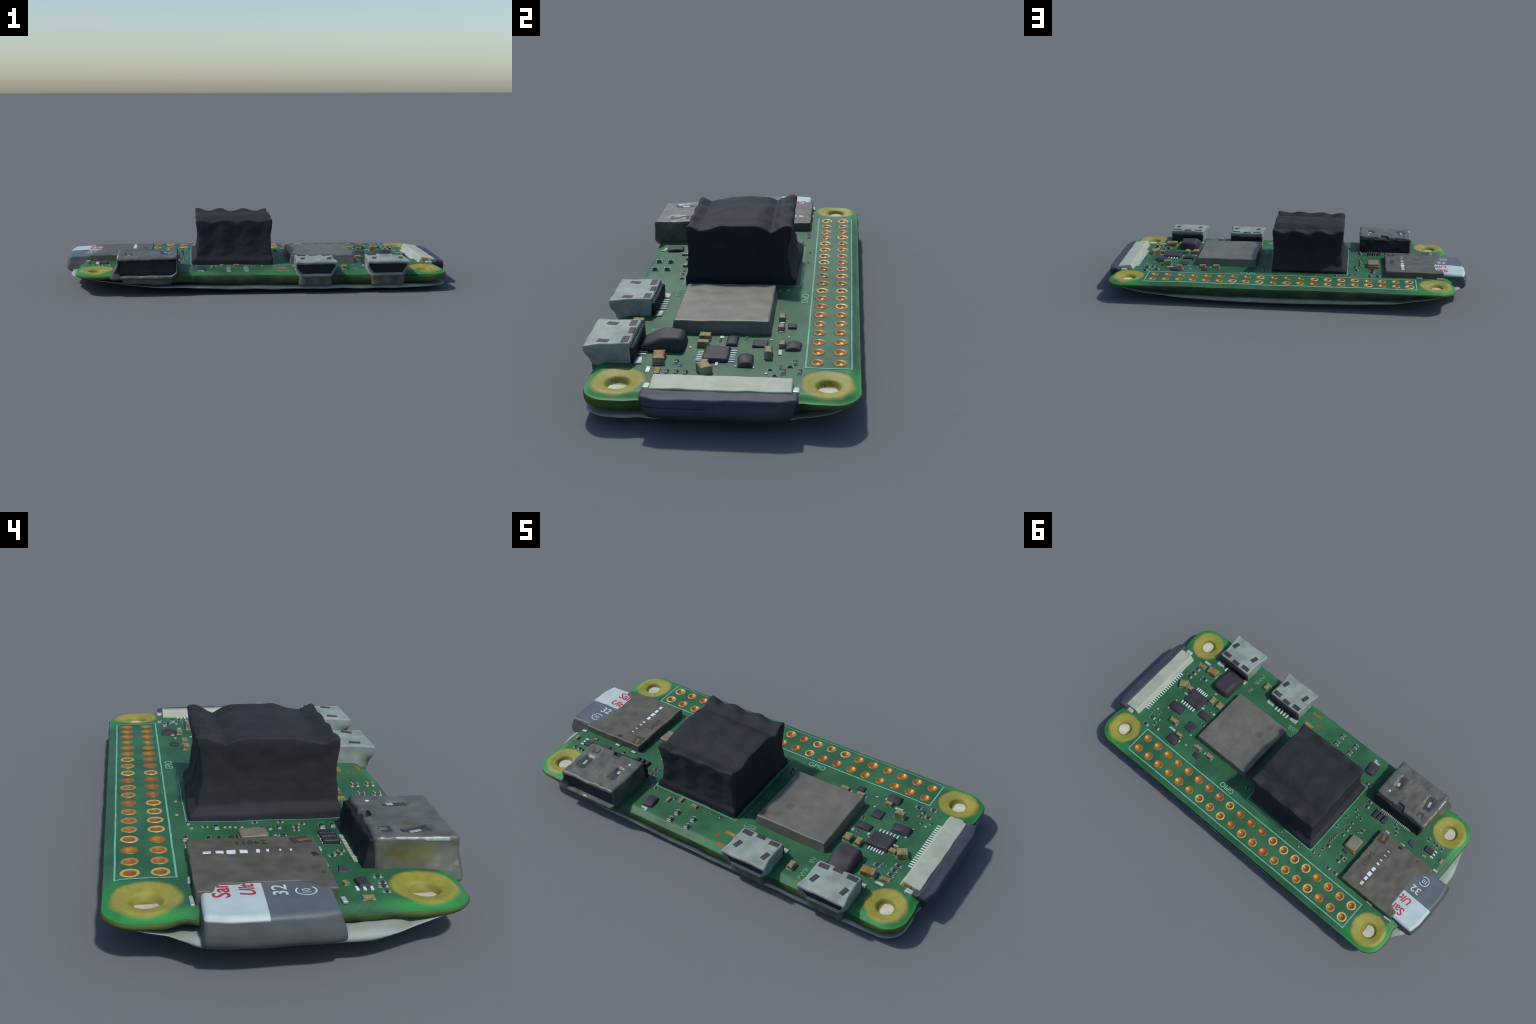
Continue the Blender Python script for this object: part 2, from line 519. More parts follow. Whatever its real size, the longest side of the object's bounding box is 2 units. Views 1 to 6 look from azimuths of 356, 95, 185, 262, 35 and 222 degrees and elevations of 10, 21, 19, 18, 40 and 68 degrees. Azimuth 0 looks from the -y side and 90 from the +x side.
# ------------------------------------------------------------------ printed lines and words
def strip(name, pts, width, mat, closed=False, lift=0.035, wob=0.03):
    pts = [np.array(p, float) for p in pts]
    if closed:
        pts = pts + [pts[0]]
    V, F = [], []
    for a, b in zip(pts[:-1], pts[1:]):
        d = (b - a) / np.linalg.norm(b - a)
        nrm = np.array([-d[1], d[0]])
        a2, b2 = a - d * width / 2, b + d * width / 2
        n = max(2, int(np.linalg.norm(b - a) / 0.5))
        for i in range(n + 1):
            q = a2 + (b2 - a2) * i / n
            w = wob * nz(q[0] * .6, q[1] * .6, 5)
            for sgn in (-1, 1):
                e = q + nrm * (w + sgn * width / 2)
                V.append((e[0], e[1], zt(*e) + lift))
            if i:
                k = len(V)
                F.append((k - 4, k - 2, k - 1, k - 3))
    return mesh_obj(name, V, F, mat, smooth=False)

strip("header_outline", [(-25.4, 8.85), (25.45, 8.9), (25.45, 14.0), (-25.4, 14.0)], 0.18, M["silk"], True)
strip("processor_outline", [(-12.6, -8.62), (2.45, -8.66), (2.35, 7.2), (-12.6, 7.2)], 0.10, M["silk"], True)

def words(name, body, x, y, size, mat, rot=0.0, surf=None, thick=0.03, shear=0.0, bold=0.0, width=1.0):
    c = bpy.data.curves.new(name, "FONT")
    c.body, c.size, c.shear, c.offset = body, size, shear, bold
    c.align_x, c.align_y = "CENTER", "CENTER"
    c.resolution_u = 3
    o = bpy.data.objects.new(name, c)
    bpy.context.scene.collection.objects.link(o)
    dg = bpy.context.evaluated_depsgraph_get()
    me = bpy.data.meshes.new_from_object(o.evaluated_get(dg))
    V = np.array([v.co[:] for v in me.vertices])
    F = [list(p.vertices) for p in me.polygons]
    bpy.data.objects.remove(o)
    bpy.data.meshes.remove(me)
    mid = (V[:, :2].max(0) + V[:, :2].min(0)) / 2
    V[:, :2] -= mid
    V[:, 0] *= width
    cs, sn = math.cos(rot), math.sin(rot)
    W = np.column_stack([x + V[:, 0] * cs - V[:, 1] * sn, y + V[:, 0] * sn + V[:, 1] * cs])
    surf = surf or zt
    z = np.array([surf(*q) for q in W]) + thick
    return mesh_obj(name, np.column_stack([W, z]), F, mat, smooth=False)

words("header_word", "GPIO", 6.5, 8.0, 1.3, M["silk_text"], bold=0.01, thick=0.04)
words("port_word", "USB", 5.1, -8.62, 1.25, M["silk_faint"], thick=0.04)
words("power_word", "PWR", 16.5, -12.4, 1.15, M["silk_faint"], rot=math.pi / 2, thick=0.04)
words("power_word", "IN", 16.4, -9.6, 1.15, M["silk_faint"], rot=math.pi / 2, thick=0.04)

# ------------------------------------------------------------------ heatsink
def shape_sink(V):
    V = V.copy()
    x, y, z = V.T
    t = np.clip((z - 3.9) / 8.1, 0, 1)
    foot = 1 - sm(0.10, 0.20, t)
    waist = np.sin(np.pi * np.clip((t - 0.12) / 0.8, 0, 1))
    u, v = (x + 4.85) / 6.85, (y + 1.05) / 7.05
    left, right, front, back = sm(.3, 1, -u), sm(.3, 1, u), sm(.3, 1, -v), sm(.3, 1, v)
    nx, ny = x.copy(), y.copy()
    nx += left * (-0.7 * foot + 0.1 - 0.1 * (1 - t) + 0.30 * waist)
    nx += right * (0.05 * foot - 0.22 * waist)
    ny += front * (-0.25 * foot + 0.22 * waist)
    ny += back * (0.55 * foot * sm(0, .08, t) + (0.15 + 0.35 * sm(-4, -10, x)) * (1 - t) ** 2 - 0.55 * waist)
    # blurred fin tops
    prof = np.interp(y, [-8.2, -7.6, -6.3, -4.6, -3.2, 1.2, 2.0, 3.2, 4.6, 5.3, 6.2], [-.05, .05, -.5, -.1, .24, .28, .08, -.6, .15, .32, .1])
    teeth = np.cos((x + 10.8) * 2 * np.pi / 4.15)
    prof += 0.14 * (teeth - 0.4) * (1 - sm(-7.4, -5.6, y)) + 0.26 * (np.cos((x + 11.5) * 2 * np.pi / 4.5) - .3) * sm(4.2, 5.2, y)
    mid = sm(-6, -4, y) * sm(4, 2, y)
    prof += mid * 0.05 * np.cos((x + 10.8) * 2 * np.pi / 4.15)
    prof += 0.12 * sm(-6, -11, x) * sm(3, 5, y) + 0.3 * sm(-3, -8, x) * sm(1, 3, y) * sm(5, 3.6, y)
    nzz = z + prof * sm(0.55, 0.97, t)
    # faint upright grooves on the flanks
    side = sm(.2, .3, t) * sm(.95, .75, t)
    ny += (front - back) * 0.10 * np.cos((x + 10.8) * 2 * np.pi / 4.15) * side * -1
    V = np.column_stack([nx, ny, nzz])
    return lumpy(0.12, 0.5, 2)(lumpy(0.05, 1.4, 5)(V))

V, F = rbox(-11.7, 2.0, -8.1, 6.0, 3.5, 12.0, 0.25, 0.25, shape_sink)
mesh_obj("heatsink", V, F, M["sink"])

# ------------------------------------------------------------------ shielded wireless / processor can
def shape_can(V):
    V = V.copy()
    V[:, 2] += np.where(V[:, 2] > 4.5, 0.012 * (V[:, 1] + 1.6) - 0.004 * (V[:, 0] - 11), 0)
    t = np.clip((V[:, 2] - 3.7) / 1.4, 0, 1)
    V[:, 0] += (1 - t) * 0.25 * np.sign(V[:, 0] - 11.2) * (np.abs(V[:, 0] - 11.2) > 5)
    V[:, 1] += (1 - t) * 0.25 * np.sign(V[:, 1] + 1.6) * (np.abs(V[:, 1] + 1.6) > 5)
    return lumpy(0.06, 0.5, 8)(V)
V, F = rbox(5.4, 16.95, -7.4, 4.2, 3.4, 5.5, 0.22, 0.4, shape_can)
mesh_obj("shield_can", V, F, M["can"])

# ------------------------------------------------------------------ ports
def inlay(name, x, y, z, w, d, mat, parent, rot=0.0, h=0.08, r=0.06, surf=None):
    V, F = rbox(-w / 2, w / 2, -d / 2, d / 2, -h, h * 0.35, min(r, h * 0.6), 0.25)
    cs, sn = math.cos(rot), math.sin(rot)
    W = np.column_stack([x + V[:, 0] * cs - V[:, 1] * sn, y + V[:, 0] * sn + V[:, 1] * cs, V[:, 2] + z])
    if surf is not None:
        W[:, 2] = V[:, 2] + surf(W[:, 0], W[:, 1])
    return mesh_obj(name, W, F, mat, parent)

def usb_port(name, cx):
    y0, y1, zb, zc = -16.28, -10.9, 3.0, 5.85
    def squeeze(V, flare=True):
        V = V.copy()
        u = V[:, 0] - cx
        t = np.clip((V[:, 2] - zb) / (zc - zb), 0, 1)
        k = 0.70 + 0.30 * sm(0.05, 0.72, t)
        back = sm(y0, y0 + 2.2, V[:, 1])
        k = k + (0.95 - k) * back
        V[:, 0] = cx + u * k * (1.0 - 0.05 * back + 0.0)
        V[:, 2] += np.where(V[:, 2] > 4.5, 0.05 * (V[:, 1] + 16), 0)
        if flare:
            V[:, 1] += 0.5 * (1 - sm(0.1, 0.9, t)) * (1 - sm(y0, y0 + 1.2, V[:, 1]))
        return V
    def shell(V):
        u, z = V[:, 0] - cx, V[:, 2]
        inside = sm(0, 0.25, np.minimum(3.45 - np.abs(u), np.minimum(z - 3.42, 5.30 - z)))
        face = V[:, 1] < y0 + 0.01
        V = V.copy()
        V[:, 1] += np.where(face, 1.1 * inside, 0)
        return lumpy(0.09, 0.6, cx)(squeeze(V))
    V, F = rbox(cx - 3.72, cx + 3.72, y0, y1, zb, zc, 0.28, 0.16, shell)
    port = mesh_obj(name, V, F, M["steel"])
    s2 = probe(V, F)
    V, F = rbox(cx - 3.5, cx + 3.5, y0 + 0.42, y0 + 1.3, 3.4, 5.34, 0.1, 0.3, lambda V: squeeze(V))
    mesh_obj("port_cavity", V, F, M["dark"], port)
    V, F = rbox(cx - 2.9, cx + 2.9, -15.55, -12, 1.25, 3.35, 0.5, 0.35, lumpy(0.18, 0.6, cx + 3))
    mesh_obj("port_foot", V, F, M["steel_dull"], port)
    for dx, dy, w, d, a in ((2.45, -14.15, 0.8, 1.35, -0.25), (-2.2, -14.1, 0.8, 1.4, -0.25), (2.3, -11.6, 1.6, 0.85, 0.0), (-2.15, -11.6, 1.6, 0.85, 0.0), (-0.05, -11.35, 1.5, 0.7, 0.0)):
        inlay("spring_slot", cx + dx, dy, 0, w, d, M["gap"], port, a, 0.12, surf=s2)
    V, F = rbox(cx - 3.3, cx + 3.3, -11.2, -10.45, 3.3, 5.5, 0.3, 0.4, lumpy(0.1, .7, cx))
    mesh_obj("port_rear", V, F, M["plastic"], port)
    for i in range(5):
        px = cx - 1.35 + 0.66 * i
        V, F = rbox(px - 0.14, px + 0.14, -10.45, -9.5, zt(px, -10) - .1, zt(px, -10) + 0.12, 0.05, 0.3)
        mesh_obj("contact_pin", V, F, M["white"], port)
    for sx in (-1, 1):
        px = cx + sx * 2.8
        V, F = rbox(px - 0.75, px + 0.75, -10.5, -9.7, zt(px, -10) - .1, zt(px, -10) + 0.15, 0.08, 0.3, lumpy(.1, .9, px))
        mesh_obj("anchor_tab", V, F, M["tin"], port)
    return port

usb_port("usb_port", 8.98)
usb_port("usb_port", 21.55)

def hdmi_port():
    x0, x1, y0, y1, zb, zc = -25.25, -14.8, -15.8, -8.15, 2.9, 6.78
    cx = (x0 + x1) / 2
    rise = lambda x, y: 0.05 * (y - y0) + 0.018 * (x - cx)
    top = lambda x, y: zc + rise(x, y)
    def body(V):
        u, z = V[:, 0] - cx, V[:, 2].copy()
        low = np.clip((4.3 - z) / 1.2, 0, 1)
        sd = np.minimum(4.98 - 1.0 * low ** 2 - np.abs(u), np.minimum(z - 3.45, 6.25 - z))
        inside = sm(0, 0.22, sd)
        face = V[:, 1] < y0 + 0.01
        V = V.copy()
        V[:, 1] += np.where(face, 1.2 * inside, 0)
        t = np.clip((z - zb) / (zc - zb), 0, 1)
        fr = 1 - sm(y0, y0 + 2, V[:, 1])
        V[:, 0] = cx + u * (1 - 0.20 * fr * (1 - sm(0.0, 0.35, t)) * (u > 0))
        V[:, 0] -= 1.1 * (1 - sm(0.0, 0.8, t)) * sm(y0 + 6, y0 + 1.5, V[:, 1]) * (u < -4.9)
        V[:, 1] -= 0.15 * fr * sm(.6, .1, t)
        V[:, 2] += np.where(z > 4.6, rise(V[:, 0], V[:, 1]), 0)
        # rear notch, spring dents
        V[:, 1] -= np.where((V[:, 1] > -8.9), 0.75 * sm(0.95, 0.6, np.abs(V[:, 0] + 19.7)) * sm(5.8, 6.4, z), 0)
        for sx, sy, w, d in ((-17.1, -12.2, 0.6, 1.3), (-23.2, -12.3, 0.7, 1.4)):
            V[:, 2] -= np.where(z > 6.3, 0.22 * sm(w + .2, w - .1, np.abs(V[:, 0] - sx)) * sm(d + .2, d - .1, np.abs(V[:, 1] - sy)), 0)
        return lumpy(0.13, 0.5, 21)(lumpy(0.05, 1.5, 3)(V))
    V, F = rbox(x0, x1, y0, y1, zb, zc, 0.38, 0.2, body)
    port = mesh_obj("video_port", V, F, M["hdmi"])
    top = probe(V, F)
    V, F = rbox(cx - 5.0, cx + 5.0, y0 + 0.45, y0 + 1.6, 3.4, 6.3, 0.5, 0.35)
    mesh_obj("port_cavity", V, F, M["dark"], port)
    V, F = rbox(cx - 4.4, cx + 4.2, -15.45, -12, 1.9, 3.4, 0.55, 0.35, lumpy(0.2, 0.5, 4))
    mesh_obj("port_foot", V, F, M["steel_dull"], port)
    V, F = rbox(cx - 4.2, cx + 3.3, y0 - 0.05, y0 + 0.5, 3.22, 3.46, 0.1, 0.3, lumpy(.08, .8, 1))
    mesh_obj("port_lip", V, F, M["tin"], port)
    def drape(V):
        V = V.copy()
        t = np.clip((V[:, 2] - 3.8) / 3, 0, 1)
        V[:, 1] += np.where(V[:, 1] > -8.1, (1 - t) * 0.55, 0)
        return lumpy(0.18, 0.8, 11)(V)
    V, F = rbox(x0 + 0.2, x1 - 0.1, -8.6, -7.75, 3.5, 6.75, 0.2, 0.3, drape)
    mesh_obj("port_rear", V, F, M["plastic"], port)
    dent = lambda x, y: top(x, y) + 0.02
    inlay("spring_slot", -17.15, -12.2, 0, 0.95, 2.4, M["gap"], port, 0.22, 0.12, surf=dent)
    inlay("spring_slot", -23.2, -12.4, 0, 1.15, 2.6, M["gap"], port, 0.22, 0.12, surf=dent)
    inlay("spring_tongue", -16.95, -11.7, 0, 0.5, 0.7, M["tin"], port, 0.2, 0.1, surf=lambda x, y: top(x, y) + .06)
    inlay("spring_tongue", -23.35, -12.3, 0, 0.45, 1.1, M["tin"], port, 0.2, 0.1, surf=lambda x, y: top(x, y) + .06)
    inlay("spring_tongue", -16.5, -9.65, 0, 0.35, 0.4, M["white"], port, 0.4, 0.1, surf=top)
    inlay("stamped_mark", -23.4, -9.6, 0, 1.2, 1.1, M["gap"], port, 0.1, 0.1, surf=top)
    inlay("stamped_mark", -23.35, -9.3, 0, 0.6, 0.8, M["hdmi"], port, 0.1, 0.12, surf=lambda x, y: top(x, y) + .02)
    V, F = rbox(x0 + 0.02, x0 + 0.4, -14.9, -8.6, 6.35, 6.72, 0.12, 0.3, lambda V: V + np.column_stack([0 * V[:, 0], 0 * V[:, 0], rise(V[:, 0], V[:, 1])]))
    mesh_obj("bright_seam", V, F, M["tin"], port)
    for i in range(19):
        px = -17.3 - 0.34 * i
        V, F = rbox(px - 0.08, px + 0.08, -7.5, -6.85, zt(px, -7) - .1, zt(px, -7) + 0.1, 0.03, 0.3)
        mesh_obj("contact_pin", V, F, M["tin"], port)
    return port
hdmi_port()

# ------------------------------------------------------------------ card slot and memory card
slot_top = lambda x, y: 5.42 + 0.012 * (np.asarray(y) - 2) + 0 * np.asarray(x)
def shape_slot(V):
    V = V.copy()
    y = V[:, 1]
    xl = -29.35 - 1.6 * (1 - sm(-3.2, -0.9, y)) - 1.45 * sm(5.9, 6.3, y)
    V[:, 0] = np.where(V[:, 0] < -27, -27 + (V[:, 0] + 27) * ((xl + 27) / -4.0), V[:, 0])
    V[:, 2] += np.where(V[:, 2] > 4.5, slot_top(V[:, 0], y) - 5.42, 0)
    return lumpy(0.10, 0.7, 13)(V)
V, F = rbox(-31, -19.8, -3.85, 7.65, 3.5, 5.42, 0.16, 0.22, shape_slot)
slot = mesh_obj("card_slot", V, F, M["slot"])
slot_top = probe(V, F)
for y, w, d in ((6.1, 0.55, 0.72), (5.0, 0.55, 0.72), (4.0, 0.72, 0.8), (2.9, 0.6, 0.72), (1.65, 0.6, 0.32), (0.8, 0.5, 0.25), (-0.3, 0.5, 0.2), (-1.25, 0.45, 0.2)):
    inlay("contact_window", -23.1, y, 0, w, d, M["white"], slot, random.uniform(-.1, .1), 0.12, surf=lambda x, yy: slot_top(x, yy) + .01)
inlay("punched_hole", -24.25, -3.15, 0, 0.75, 0.5, M["dark"], slot, 0.2, 0.12, surf=lambda x, y: slot_top(x, y) + .01)
inlay("stamped_mark", -20.95, -2.5, 0, 1.6, 1.8, M["etch"], slot, 0.2, 0.1, 0.06, surf=slot_top)
inlay("stamped_mark", -20.9, -2.75, 0, 0.5, 1.2, M["copper"], slot, 0.3, 0.14, 0.06, surf=lambda x, y: slot_top(x, y) + .02)
words("stamped_number", "24011", -21.15, 1.95, 1.2, M["etch"], rot=math.pi / 2, surf=slot_top, thick=0.05).parent = slot
inlay("punched_hole", -28.0, -3.2, 0, 0.5, 0.4, M["etch"], slot, 0.2, 0.12, surf=slot_top)
for x, y, w, d in ((-31.2, -4.15, 0.9, 0.45), (-24.0, -4.2, 0.9, 0.4), (-20.6, -4.3, 0.9, 0.4), (-30.2, 7.9, 1.6, 0.35), (-26.2, 7.85, 1.2, 0.3)):
    V, F = rbox(x - w / 2, x + w / 2, y - d / 2, y + d / 2, zt(x, y) - 0.1, zt(x, y) + 0.2, 0.1, 0.3, lumpy(.08, .9, x))
    mesh_obj("anchor_tab", V, F, M["tin"], slot)

card_top = lambda x, y: 5.26 + 0.012 * (np.asarray(y) - 2) + 0.03 * np.minimum(0, np.asarray(x) + 32)
def shape_card(V):
    V = V.copy()
    x, y, z = V.T.copy()
    t = np.clip((z - 2.0) / 3.2, 0, 1)
    out = sm(-30, -35, x)
    V[:, 0] -= out * (0.42 * np.sin(np.pi * np.clip(1 - t, 0, 1) * 0.8) * (1 - 0.0 * t))
    V[:, 0] += out * (0.35 * sm(5.2, 7.3, y) + 0.25 * sm(-1.5, -3.5, y) - .12 * np.cos((y - 2) * .3)) + out * 0.9 * (1 - sm(0.0, 0.3, t))
    V[:, 1] += np.sign(y - 2) * 0.25 * (1 - t) * (np.abs(y - 2) > 4) + np.where(y < -2, -0.25 * (1 - sm(.3, .9, t)), 0)
    V[:, 2] += np.where(z > 4.2, card_top(V[:, 0], V[:, 1]) - 5.26, 0)
    return lumpy(0.10, 0.5, 17)(V)
V, F = rbox(-34.85, -27, -3.3, 7.25, 2.0, 5.26, 0.4, 0.3, shape_card)
card = mesh_obj("memory_card", V, F, M["card"])
ctop = probe(V, F)
for nm, body, x, y, size, mat, sh, bd, wd in (
        ("maker_word", "San", -30.35, 5.68, 2.05, "red", 0, 0.03, 0.95),
        ("series_word", "Ult", -30.45, 3.55, 1.75, "red", 0.25, 0.03, 1.0),
        ("capacity_number", "32", -30.8, 1.0, 1.75, "pale", 0, 0.02, 1.1)):
    words(nm, body, x, y, size, M[mat], surf=ctop, thick=0.03, shear=sh, bold=bd, width=wd).parent = card
words("class_number", "10", -31.1, -1.1, 1.0, M["pale"], surf=ctop, thick=0.03, bold=0.01).parent = card
def arc(name, x, y, r, w, a0, a1, surf, mat, parent):
    V, F = [], []
    n = 40
    for i in range(n + 1):
        a = a0 + (a1 - a0) * i / n
        for rr in (r - w / 2, r + w / 2):
            q = (x + rr * math.cos(a), y + rr * math.sin(a))
            V.append((q[0], q[1], surf(*q) + 0.03))
        if i:
            k = len(V)
            F.append((k - 4, k - 3, k - 1, k - 2))
    return mesh_obj(name, V, F, mat, parent, smooth=False)
arc("class_circle", -31.1, -1.1, 0.82, 0.14, 0.75, 2 * math.pi - 0.75, ctop, M["pale"], card)

# ------------------------------------------------------------------ ribbon connector
def shape_ribbon(V):
    V = V.copy()
    t = np.clip((V[:, 2] - 3.7) / 1.1, 0, 1)
    inn = 1 - sm(29.3, 30.0, V[:, 0])
    V[:, 0] -= inn * (1 - t) * 0.55
    V[:, 2] -= np.where(V[:, 2] > 4.3, 0.16 * (V[:, 0] - 29.3), 0)
    return lumpy(0.06, 0.6, 30)(V)
V, F = rbox(29.35, 31.95, -7.4, 7.75, 3.3, 4.85, 0.16, 0.3, shape_ribbon)
ribbon = mesh_obj("ribbon_socket", V, F, M["ribbon"])
def shape_latch(V):
    V = V.copy()
    t = np.clip((V[:, 2] - 1.0) / 3.2, 0, 1)
    end = sm(6.3, 8.4, np.abs(V[:, 1]))
    V[:, 0] -= sm(32, 33.8, V[:, 0]) * (0.45 * end + 0.9 * (1 - sm(0, .45, t)) + 0.15 * sm(.7, 1, t))
    V[:, 2] -= np.where(V[:, 2] > 3.2, 0.12 * (V[:, 0] - 31.6) + 0.18 * sm(4, -9, V[:, 1]) * sm(31.8, 33, V[:, 0]), 0)
    V[:, 1] *= 1 - 0.10 * (1 - t)
    V[:, 2] -= 0.35 * sm(32.1, 31.7, V[:, 0]) * (V[:, 2] > 3.2)
    return lumpy(0.07, 0.6, 40)(V)
V, F = rbox(31.0, 33.85, -8.35, 8.4, 1.3, 4.42, 0.3, 0.3, shape_latch)
mesh_obj("socket_latch", V, F, M["latch"], ribbon)
for i in range(20):
    py = -3.6 + 0.49 * i
    V, F = rbox(28.25, 29.1, py - 0.11, py + 0.11, zt(28.7, py) - .1, zt(28.7, py) + 0.10, 0.04, 0.3)
    mesh_obj("contact_pin", V, F, M["white"], ribbon)
for y, w in ((-7.95, 0.8), (8.1, 0.8)):
    V, F = rbox(30.0, 31.2, y - w / 2, y + w / 2, 3.4, 4.1, 0.15, 0.3, lumpy(.1, .9, y))
    mesh_obj("anchor_tab", V, F, M["tin"], ribbon)
V, F = rbox(29.5, 30.6, -7.55, -6.9, 3.4, 4.55, 0.12, 0.3, lumpy(.08, .9, 2))
mesh_obj("socket_end", V, F, M["ceramic"], ribbon)

# ------------------------------------------------------------------ small parts
def two_end(name, l, w, h, body, end, cap=0.26, rnd=0.12):
    """chip part: body with two metal end caps, long axis x, base at z = -0.15"""
    parts = [(*rbox(-l / 2 + .03, l / 2 - .03, -w / 2 + .02, w / 2 - .02, -0.15, h, rnd, 0.2), 0)]
    for s in (-1, 1):
        a, b = sorted((s * l / 2, s * (l / 2 - cap)))
        parts.append((*rbox(a, b, -w / 2, w / 2, -0.15, h * 0.98, rnd * 0.8, 0.2), 1))
        parts.append((*rbox(a - .12, b + .12, -w / 2 - .04, w / 2 + .04, -0.15, 0.08, 0.05, 0.3), 1))
    V, F, mi = join(*parts)
    V = lumpy(0.07, 1.3, l * 7)(V)
    o = mesh_obj(name, V, F, [body, end], midx=mi)
    me = o.data
    bpy.data.objects.remove(o)
    return me

def put(name, me, x, y, rot=0.0, sx=1.0, sy=1.0, sz=1.0):
    o = bpy.data.objects.new(name, me)
    o.location = (x * S, y * S, zt(x, y) * S)
    o.rotation_euler = (0, 0, rot)
    o.scale = (sx, sy, sz)
    return link(o)

q = math.pi / 2
cap = two_end("capacitor", 1.4, 0.95, 0.75, M["ceramic"], M["cap_end"], 0.24, 0.2)
cap_o = two_end("capacitor", 1.4, 0.95, 0.75, M["orange"], M["cap_end"], 0.24, 0.22)
for x, y, rot, sx, sy, sz, me in (
        (24.2, -7.75, 0.1, 1.45, 1.45, 1.35, cap_o), (26.6, -2.25, 0.5, 1.1, 1.5, 1.4, cap), (25.25, -2.45, 0, 0.75, 0.9, 0.95, cap),
        (26.8, -7.5, 0.05, 1.0, 0.75, 0.3, cap_o), (20.2, -3.3, q, 0.95, 0.95, 1.0, cap), (18.45, -3.3, q, 0.95, 1.25, 1.0, cap),
        (22.75, 4.55, 0.05, 1.05, 0.95, 1.5, cap), (20.2, 5.95, 0, 0.75, 0.75, 0.8, cap), (15.65, 5.55, 0, 0.85, 0.8, 0.9, cap),
        (13.0, 5.5, 0, 0.9, 0.85, 0.9, cap), (14.45, -12.15, q, 0.95, 0.95, 1.0, cap), (-31.05, -6.2, q, 0.7, 0.6, 0.4, cap),
        (-28.1, -5.0, 0.3, 0.5, 0.5, 0.3, cap), (-7.1, -9.3, q, 0.7, 0.6, 0.45, cap), (-4.55, -9.45, 0, 0.7, 0.7, 0.5, cap), (-8.9, -10.2, q, 0.7, 0.55, 0.4, cap)):
    put("capacitor", me, x, y, rot, sx, sy, sz * 0.88)

res = two_end("resistor", 0.95, 0.5, 0.28, M["resist"], M["tiny"], 0.2, 0.1)
for x, y, rot, k in ((27.1, -6.4, 0, 1), (27.1, -5.35, 0, 1), (27.2, -4.3, 0, 1), (24.6, -5.7, 0, 1), (25.4, -5.1, 0, .55), (26.5, 6.5, 0, 1.05), (26.5, 8.3, 0, 1),
                  (24.4, 7.7, 0, 1), (25.4, 6.1, 0, .7), (25.3, 7.2, q, .7), (27.3, 5.6, q, .5), (18.3, 1.6, 0, .7), (20.9, -1.2, q, .6), (19.1, -1.4, 0, .5),
                  (-12.0, -9.2, 0, .8), (-12.7, -9.0, 0, .7), (-14.6, -6.8, 0, .85), (-14.75, -5.7, 0.1, .95), (-13.9, -3.9, q, .6), (-14.7, -3.2, q, .6),
                  (-15.6, -3.1, q, .55), (-13.3, -1.9, q, .55), (-14.7, -1.5, 0.3, .65), (-14.8, -.7, 0, .65), (-14.8, .1, 0.3, .8), (-14.8, 1.15, 0, .75),
                  (-13.1, .6, q, .55), (-14.0, 1.95, 0, .5), (-14.0, 2.6, 0, .5), (-13.95, 3.1, 0, .5), (-13.95, 3.6, 0, .5), (-14.15, 4.45, 0, .9), (-14.0, 5.5, q, .55),
                  (-13.0, 7.1, 0.2, .6), (-14.1, 6.8, 0, .55), (-17.3, 4.45, 0, 1), (-17.2, 5.45, 0, .95), (-18.1, 4.5, q, .7), (-16.75, 7.55, 0, .9), (-18.25, 7.5, 0, .9),
                  (-17.15, -1.5, q, .8), (-16.5, -.9, 0, .5), (-10.2, 8.0, 0, .6), (-6.2, 7.9, 0, .5), (3.6, 5.6, 0.2, .7), (3.9, 4.6, 0, .5),
                  (-8.2, -9.5, q, .5), (0.1, -9.2, q, .5), (-1.5, -9.3, 0, .5), (-2.6, -9.3, 0, .5), (3.4, -5.6, q, .4), (3.5, -3.6, q, .4), (3.5, -1.4, q, .4),
                  (-27.0, -8.0, q, .7), (-28.2, -8.1, q, .6), (-28.9, -8.0, q, .7), (-29.9, -8.0, q, .6), (-20.9, -6.25, q, .6), (-21.6, -5.8, q, .7), (-22.0, -5.15, q, .6), (26.0, 5.0, q, .5)):
    put("resistor", res, x, y, rot + random.uniform(-.08, .08), k, k, max(.6, k))

lamp = two_end("test_component", 1.0, 0.75, 0.42, M["steel_dull"], M["tin"], 0.2, 0.16)
for x, y in ((-2.9, -13.5), (-2.97, -11.8), (-6.0, -13.5), (-5.95, -11.8)):
    put("ceramic_filter", lamp, x, y, q + 0.1, 0.8, 0.85, 1.0)

def chip(x, y, w, d, h, rot=0.0, seed=0, mat="chip", dome=0.0):
    def f(V):
        V = V.copy()
        t = np.clip(V[:, 2] / max(h, .01), 0, 1)
        k = 1 + 0.14 * (1 - t)
        r = np.clip(np.hypot(V[:, 0] / w * 2, V[:, 1] / d * 2), 0, 1.3)
        V[:, 2] -= dome * r ** 2 * (t > .5)
        V[:, 0] *= k
        V[:, 1] *= k
        return lumpy(0.09, 0.8, seed)(V)
    V, F = rbox(-w / 2, w / 2, -d / 2, d / 2, -0.25, h, min(0.18, h * .5), 0.3, f)
    o = mesh_obj("chip", V, F, M[mat])
    o.location = (x * S, y * S, zt(x, y) * S)
    o.rotation_euler = (0, 0, rot)
    return o

